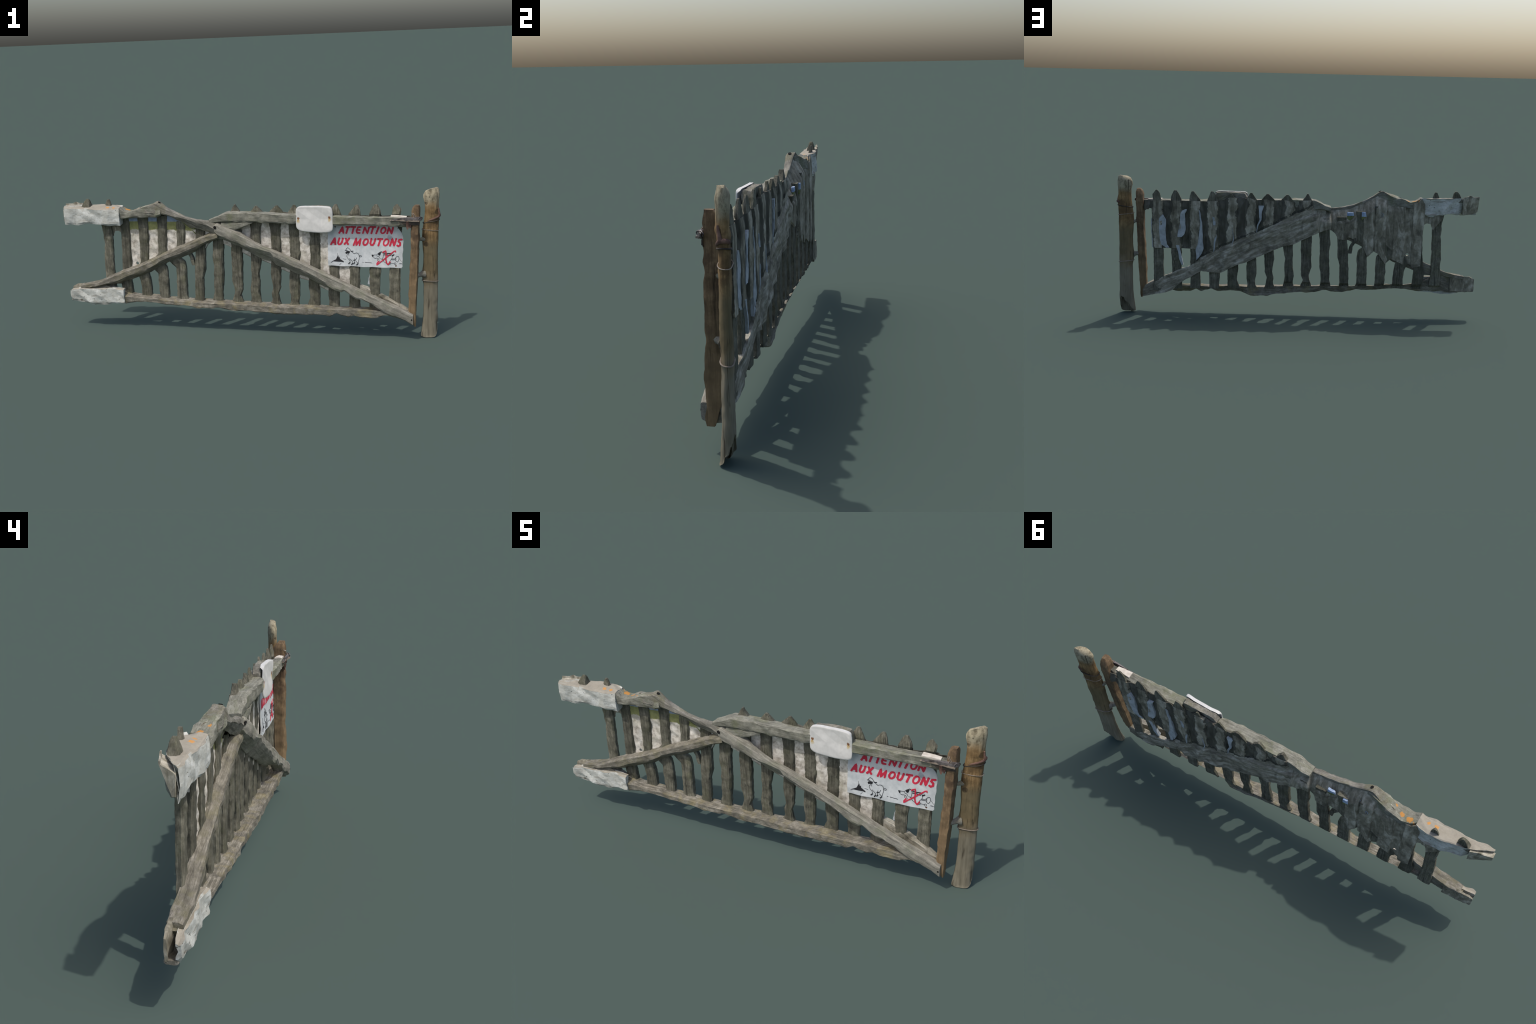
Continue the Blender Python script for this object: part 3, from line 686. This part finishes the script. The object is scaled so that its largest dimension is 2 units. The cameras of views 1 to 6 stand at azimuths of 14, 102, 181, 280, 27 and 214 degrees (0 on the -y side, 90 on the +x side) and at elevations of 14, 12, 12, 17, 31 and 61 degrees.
tube("wire_loop", around(.566, .557, .0035), .0016, M_WIRE, GP, 6)
tube("wire_loop", around(.300, .293, .0026), .0024, M_WIRE, GP, 6)
tube("wire_loop", around(.597, .612, .003), .0022, M_RUST, GP, 6)
tube("strap", around(.598, .632, .000, -2.0, .9, 16), [.0035, .005, .006, .0065, .006, .006, .0065, .007, .0075, .007, .007, .0075, .0075, .007, .006, .006, .004], M_ROPE, GP, 8)
tube("strap", [(.990, .034, .672), (.993, .038, .650), (.994, .042, .632)], [.003, .005, .007], M_ROPE, GP, 8)
for pts in ([(.880, -.004, .517), (.899, .008, .517), (.908, .018, .516), (.918, .028, .515)],):
    tube("hinge", pts, [.008, .0075, .009, .013], M_PEAK, GP, 8)
tube("hinge", [(.880, -.004, .333), (.897, .008, .332), (.908, .018, .333), (.920, .028, .333)], [.016, .012, .013, .022], M_PEAK, GP, 8)

# ------------------------------------------------------------------- latch
LB = loft("latch_bolt", [(.765, .620, .628, -.034, -.041), (.79, .618, .633, -.038, -.039), (.812, .617, .637, -.040, -.037), (.86, .618, .640, -.042, -.035), (.903, .620, .642, -.042, -.031), (.914, .625, .636, -.036, -.033)], 'x', M_IRON, big=.002, jit=.0016, rnd=.004, seed=71)
loft("latch_rod", [(.757, .621, .625, -.040, -.034), (.80, .619, .626, -.043, -.034), (.901, .617, .625, -.046, -.036)], 'x', M_WIRE, LB, big=.0012, jit=.0008, rnd=.003, seed=72)
loft("latch_plate", [(.806, .600, .619, -.030, -.035), (.85, .598, .620, -.031, -.035), (.900, .597, .620, -.030, -.033)], 'x', M_RUST, LB, big=.0014, jit=.001, rnd=.003, seed=73)
loft("latch_tab", [(.576, .841, .846, -.030, -.039), (.592, .836, .852, -.036, -.037), (.618, .837, .850, -.040, -.041)], 'z', M_ROPE, LB, big=.0015, jit=.0008, rnd=.002, seed=74)
loft("latch_tab", [(.582, .852, .858, -.035, -.029), (.598, .850, .862, -.037, -.027)], 'z', M_ROPE, LB, rnd=.002, seed=75)
tube("latch_ring", [(.905 + .009 * math.cos(t), -.038 + .012 * math.cos(t), .632 + .008 * math.sin(t)) for t in np.linspace(0, 6.2, 18)], .0022, M_IRON, LB, 6)
for dx in (0, .006):
    tube("latch_wire", [(.862 + dx, -.017, .662), (.866 + dx, -.035, .655), (.874 + dx, -.036, .644), (.880 + dx, -.042, .634), (.883 + dx, -.040, .622)], .0018, M_WIRE, LB, 6)
tube("latch_wire", [(.872, -.040, .619), (.872, -.046, .626), (.872, -.042, .640), (.874, -.04, .644)], .0016, M_WIRE, LB, 6)
loft("paper_scrap", [(.760, .632, .6432, -.035, -.004), (.80, .632, .6428, -.032, -.006), (.838, .630, .6395, -.027, -.008)], 'x', M_LABEL, big=.0012, jit=.0008, rnd=.002, seed=77)

# ------------------------------------------------------------- blank plate
PX, PZ, PW, PH = .377, .626, .0945, .064
verts, faces = [], []
NX, NZ = 60, 42
for side in (0, 1):
    for i in range(NX + 1):
        for j in range(NZ + 1):
            u, w = 2 * i / NX - 1, 2 * j / NZ - 1
            # round the corners by squeezing the square toward a superellipse
            k = (abs(u) ** 7 + abs(w) ** 7) ** (1 / 7) if (u or w) else 1
            m = max(abs(u), abs(w)) / k if k else 1
            x = PX + PW * u * m
            z = PZ + PH * w * m - .004 * u * (1 if w < 0 else .0) + (.006 * (1 - u * u) * -1 if w < 0 else 0) * abs(w)
            f = facet(x, z, .052, 23)
            rim = max(abs(u), abs(w)) ** 30
            y = -.040 + .007 * f + .002 * rim
            verts.append((x, y if side == 0 else y + .004 + (.010 * (w - .8) / .2 if w > .8 else 0), z))
R = NZ + 1
off = (NX + 1) * R
for i in range(NX):
    for j in range(NZ):
        a = i * R + j
        faces.append((a, a + R, a + R + 1, a + 1))
        faces.append((off + a, off + a + 1, off + a + R + 1, off + a + R))
ring = [i * R for i in range(NX)] + [NX * R + j for j in range(NZ)] + [i * R + NZ for i in range(NX, 0, -1)] + [j for j in range(NZ, 0, -1)]
for k in range(len(ring)):
    a, b = ring[k], ring[(k + 1) % len(ring)]
    faces.append((a, off + a, off + b, b))
make("blank_plate", verts, faces, M_PLATE, smooth=False)
loft("plate_backing", [(.286, .602, .664, -.026, .004), (.30, .600, .686, -.030, .004), (.38, .600, .690, -.030, .006), (.455, .600, .687, -.030, .006), (.466, .602, .660, -.026, .006)], 'x', M_PEAK, big=.003, seed=88, rnd=.006)

# ------------------------------------------------------------ warning sign
sl = lambda z: .4375 + .004 * max(0, (z - .54) / .05) ** 2
sr = lambda z: float(np.interp(z, [.374, .381, .40, .43, .46, .53, .553, .575, .60], [.808, .815, .8155, .815, .8175, .819, .808, .793, .782]))


def sign_y(x, z):
    y = -.002 + .0045 * facet(x, z, .062, 5) + .0012 * facet(x, z, .028, 8)
    return y + .007 * (x - .44) / .38 + .006 * (z - .38) / .16 + .004 * max(0, (x - .79) / .03) ** 2


SX, SZ = 90, 56
verts, faces = [], []
for side in (0, 1):
    for i in range(SX + 1):
        for j in range(SZ + 1):
            v = j / SZ
            z = .3745 + (.596 - .3745) * v
            f = i / SX
            x = sl(z) + (sr(z) - sl(z)) * f
            z += (-.007 * f + .0012 * math.sin(f * 23)) * (1 - v)
            x += .0010 * math.sin(z * 140) * (1 if f > .5 else -.6) * abs(2 * f - 1) ** 4
            verts.append((x, sign_y(x, z) + (.004 if side else 0), z))
R = SZ + 1
off = (SX + 1) * R
for i in range(SX):
    for j in range(SZ):
        a = i * R + j
        faces.append((a, a + R, a + R + 1, a + 1))
        faces.append((off + a, off + a + 1, off + a + R + 1, off + a + R))
ring = [i * R for i in range(SX)] + [SX * R + j for j in range(SZ)] + [i * R + SZ for i in range(SX, 0, -1)] + [j for j in range(SZ, 0, -1)]
for k in range(len(ring)):
    a, b = ring[k], ring[(k + 1) % len(ring)]
    faces.append((a, off + a, off + b, b))
SIGN = make("warning_sign", verts, faces, M_SIGN, smooth=False)


def place(X, Y):
    """drawing units on the sign face -> gate coordinates"""
    x = .42592 + 1.82376e-4 * X - 4.046e-6 * Y + 1.968e-9 * X * Y
    z = .61234 + 1.931e-6 * X - 1.90573e-4 * Y + 1.958e-9 * X * Y
    return x, z


def strokes(name, lines, mat, default=50, lift=.0011):
    """brush strokes: each line is (points, width) in drawing units, laid on the crumpled face"""
    V, F = [], []
    for line in lines:
        pts, w = line if isinstance(line, tuple) and isinstance(line[0], list) else (line, default)
        P = [np.array(p, float) for p in pts]
        Q = [P[0]]
        for a, b in zip(P[:-1], P[1:]):
            n = max(1, int(np.linalg.norm(b - a) / 18))
            Q += [a + (b - a) * k / n for k in range(1, n + 1)]
        d0 = (Q[1] - Q[0]) / np.linalg.norm(Q[1] - Q[0])
        d1 = (Q[-1] - Q[-2]) / np.linalg.norm(Q[-1] - Q[-2])
        ext = w * .32
        Q = [Q[0] - d0 * ext] + Q + [Q[-1] + d1 * ext]
        base = len(V)
        for k, q in enumerate(Q):
            d = Q[min(k + 1, len(Q) - 1)] - Q[max(k - 1, 0)]
            d = d / (np.linalg.norm(d) + 1e-9)
            nrm = np.array((-d[1], d[0]))
            ww = w * (.5 if k in (0, len(Q) - 1) else 1) * (1 + .10 * math.sin(k * 2.3 + q[0]))
            for sgn in (-.5, .5):
                x, z = place(*(q + nrm * ww * sgn))
                y = sign_y(x, z)
                V += [(x, y - lift, z), (x, y + .001, z)]
        for k in range(len(Q) - 1):
            a = base + k * 4
            b = a + 4
            F += [(a, a + 2, b + 2, b), (a + 1, b + 1, b + 3, a + 3), (a, b, b + 1, a + 1), (a + 2, a + 3, b + 3, b + 2)]
        e = base + (len(Q) - 1) * 4
        F += [(base, base + 1, base + 3, base + 2), (e, e + 2, e + 3, e + 1)]
    return make(name, V, F, mat, SIGN, smooth=False)


def blot(name, polys, mat, lift=.0011):
    V, F = [], []
    for poly in polys:
        c = np.mean(np.array(poly, float), axis=0)
        rows = []
        for f in (1., .66, .33):
            row = []
            for k in range(len(poly)):
                a, b = np.array(poly[k], float), np.array(poly[(k + 1) % len(poly)], float)
                for t in (0, .5):
                    x, z = place(*(c + (a + (b - a) * t - c) * f))
                    V.append((x, sign_y(x, z) - lift, z))
                    row.append(len(V) - 1)
            rows.append(row)
        n = len(rows[0])
        skirt = []
        for i in rows[0]:
            V.append((V[i][0], V[i][1] + lift + .001, V[i][2]))
            skirt.append(len(V) - 1)
        for r0, r1 in ((rows[0], rows[1]), (rows[1], rows[2]), (skirt, rows[0])):
            for k in range(n):
                F.append((r0[k], r0[(k + 1) % n], r1[(k + 1) % n], r1[k]))
        F.append(tuple(rows[2]))
    return make(name, V, F, mat, SIGN, smooth=False)


def oval(cx, cy, rx, ry, slant=.25, n=16, a0=0., a1=2 * math.pi):
    return [(cx + rx * math.cos(a0 + (a1 - a0) * k / n) - slant * ry * math.sin(a0 + (a1 - a0) * k / n), cy + ry * math.sin(a0 + (a1 - a0) * k / n)) for k in range(n + 1)]


LETTERS = {
    "A1": [[(395, 358), (485, 200), (512, 360)], ([(430, 310), (500, 305)], 40)],
    "T1": [([(580, 195), (685, 198)], 46), [(640, 205), (590, 365)]],
    "T2": [([(715, 195), (850, 198)], 46), [(800, 205), (758, 365)]],
    "E": [[(1000, 198), (915, 205), (878, 300), (885, 355), (970, 360)], ([(890, 275), (975, 280)], 42)],
    "N1": [[(1050, 368), (1105, 205), (1175, 375), (1225, 205)]],
    "T3": [([(1255, 198), (1405, 202)], 46), [(1335, 210), (1282, 378)]],
    "I": [[(1485, 205), (1415, 380)]],
    "O1": [oval(1610, 295, 62, 80)],
    "N2": [[(1715, 382), (1762, 215), (1838, 385), (1878, 215)]],
    "A2": [[(165, 668), (275, 495), (287, 668)], ([(205, 618), (285, 612)], 42)],
    "U1": [[(402, 495), (365, 630), (385, 670), (430, 660), (470, 610), (500, 502)]],
    "X": [[(578, 505), (608, 600), (645, 668)], [(680, 502), (600, 600), (540, 662)]],
    "M": [[(795, 695), (868, 500), (880, 600), (868, 695), (995, 515), (958, 700)]],
    "O2": [oval(1130, 608, 62, 82)],
    "U2": [[(1290, 515), (1258, 640), (1275, 690), (1325, 690), (1362, 640), (1400, 520)]],
    "T4": [([(1462, 528), (1592, 532)], 50), [(1535, 540), (1476, 708)]],
    "O3": [oval(1688, 620, 65, 86)],
    "N3": [[(1792, 718), (1858, 522), (1905, 718), (1965, 525)]],
    "S": [[(2118, 548), (2045, 552), (2020, 595), (2072, 645), (2068, 705), (2020, 728), (1985, 705)]],
}
for k, ln in LETTERS.items():
    strokes("letter", ln, M_RED, 52 if k not in ("O1", "O2", "O3", "E", "M", "N1") else 48)
strokes("red_cross", [([(1600, 895), (1655, 860), (1685, 850), (1690, 950), (1685, 1090), (1705, 1190), (1745, 1235), (1780, 1190), (1798, 1155)], 34),
                      ([(1950, 890), (1948, 855), (1900, 870), (1800, 950), (1700, 1035), (1580, 1130), (1470, 1215), (1440, 1240), (1442, 1195), (1485, 1140)], 30)], M_RED, lift=.0017)
ISLE = strokes("island_drawing", [([(348, 905), (360, 985)], 6), ([(170, 1158), (215, 1140)], 8), ([(500, 1065), (585, 1078)], 6), ([(410, 1230), (455, 1180)], 6)], M_BLACK)
blot("island_drawing", [[(190, 1130), (250, 1105), (310, 1075), (345, 1000), (370, 970), (388, 1035), (405, 1010), (420, 1070), (475, 1105), (528, 1140), (522, 1166), (470, 1150), (350, 1140), (260, 1132)]], M_BLACK)
TH = 9
strokes("sheep_drawing", [
    ([(585, 825), (592, 785), (625, 762), (665, 772), (705, 815), (730, 860), (775, 892), (818, 932), (838, 912), (890, 905), (930, 930), (950, 985), (952, 1060), (940, 1120), (928, 1180)], TH),
    ([(645, 940), (612, 960), (612, 1010), (640, 1055), (700, 1115), (702, 1170)], TH),
    ([(685, 1060), (770, 1135), (772, 1190)], TH), ([(800, 1110), (860, 1095), (890, 1035)], TH), ([(825, 1055), (815, 1100), (828, 1165)], TH),
    ([(865, 1130), (915, 1175), (920, 1200)], TH), ([(655, 935), (668, 970)], TH),
    (oval(985, 998, 34, 20, 0, 12), TH),
    ([(560, 830), (625, 828)], 16), ([(715, 848), (745, 860), (785, 852)], 20),
    ([(700, 1165), (660, 1205)], 26), ([(772, 1185), (745, 1235)], 26), ([(828, 1165), (800, 1208)], 24), ([(925, 1195), (885, 1238)], 28), ([(800, 1110), (855, 1095)], 20)], M_BLACK)
blot("sheep_drawing", [[(568, 900), (592, 862), (640, 845), (692, 855), (694, 892), (660, 925), (625, 915), (590, 932)]], M_BLACK)
strokes("dog_drawing", [
    ([(1345, 965), (1440, 962), (1470, 920), (1520, 890), (1555, 868), (1595, 885), (1615, 960), (1608, 1030), (1590, 1075)], TH),
    ([(1345, 1040), (1400, 1058), (1440, 1045)], TH), ([(1435, 990), (1500, 1015), (1525, 1060)], TH), ([(1455, 1050), (1450, 1110), (1490, 1150), (1525, 1130)], TH), ([(1470, 1050), (1500, 1110)], TH),
    ([(1530, 960), (1545, 900), (1585, 880)], TH), ([(1600, 1075), (1630, 1150), (1700, 1200)], TH), ([(1545, 1070), (1600, 1090)], TH),
    ([(1835, 945), (1858, 1000), (1850, 1060), (1800, 1125), (1775, 1170)], TH), ([(1845, 1075), (1960, 1078)], TH), ([(1840, 1100), (1965, 1102)], TH),
    ([(1965, 1078), (1935, 1055), (1985, 1010), (2020, 1005), (2042, 1050), (2030, 1120), (1995, 1168), (1945, 1128), (1965, 1102)], TH),
    ([(1760, 1210), (1800, 1228), (1825, 1195), (1790, 1150)], TH), (oval(1935, 1210, 28, 26, 0, 12), TH), ([(1830, 1195), (1905, 1200)], 6),
    ([(1620, 912), (1720, 925), (1830, 922)], 24), ([(1630, 962), (1740, 968), (1810, 985)], 22), ([(1850, 992), (1905, 962)], 30), ([(1480, 935), (1515, 905), (1525, 960)], 22),
    ([(1045, 1160), (1072, 1161)], 9), ([(1112, 1164), (1200, 1172), (1300, 1182)], 9), ([(2050, 1210), (2115, 1213)], 10), ([(2050, 1080), (2120, 1170)], 5)], M_BLACK)
blot("dog_drawing", [[(1290, 964), (1318, 956), (1348, 966), (1345, 1000), (1332, 1034), (1308, 1005)], [(1470, 960), (1500, 905), (1535, 885), (1540, 920), (1520, 985)]], M_BLACK)
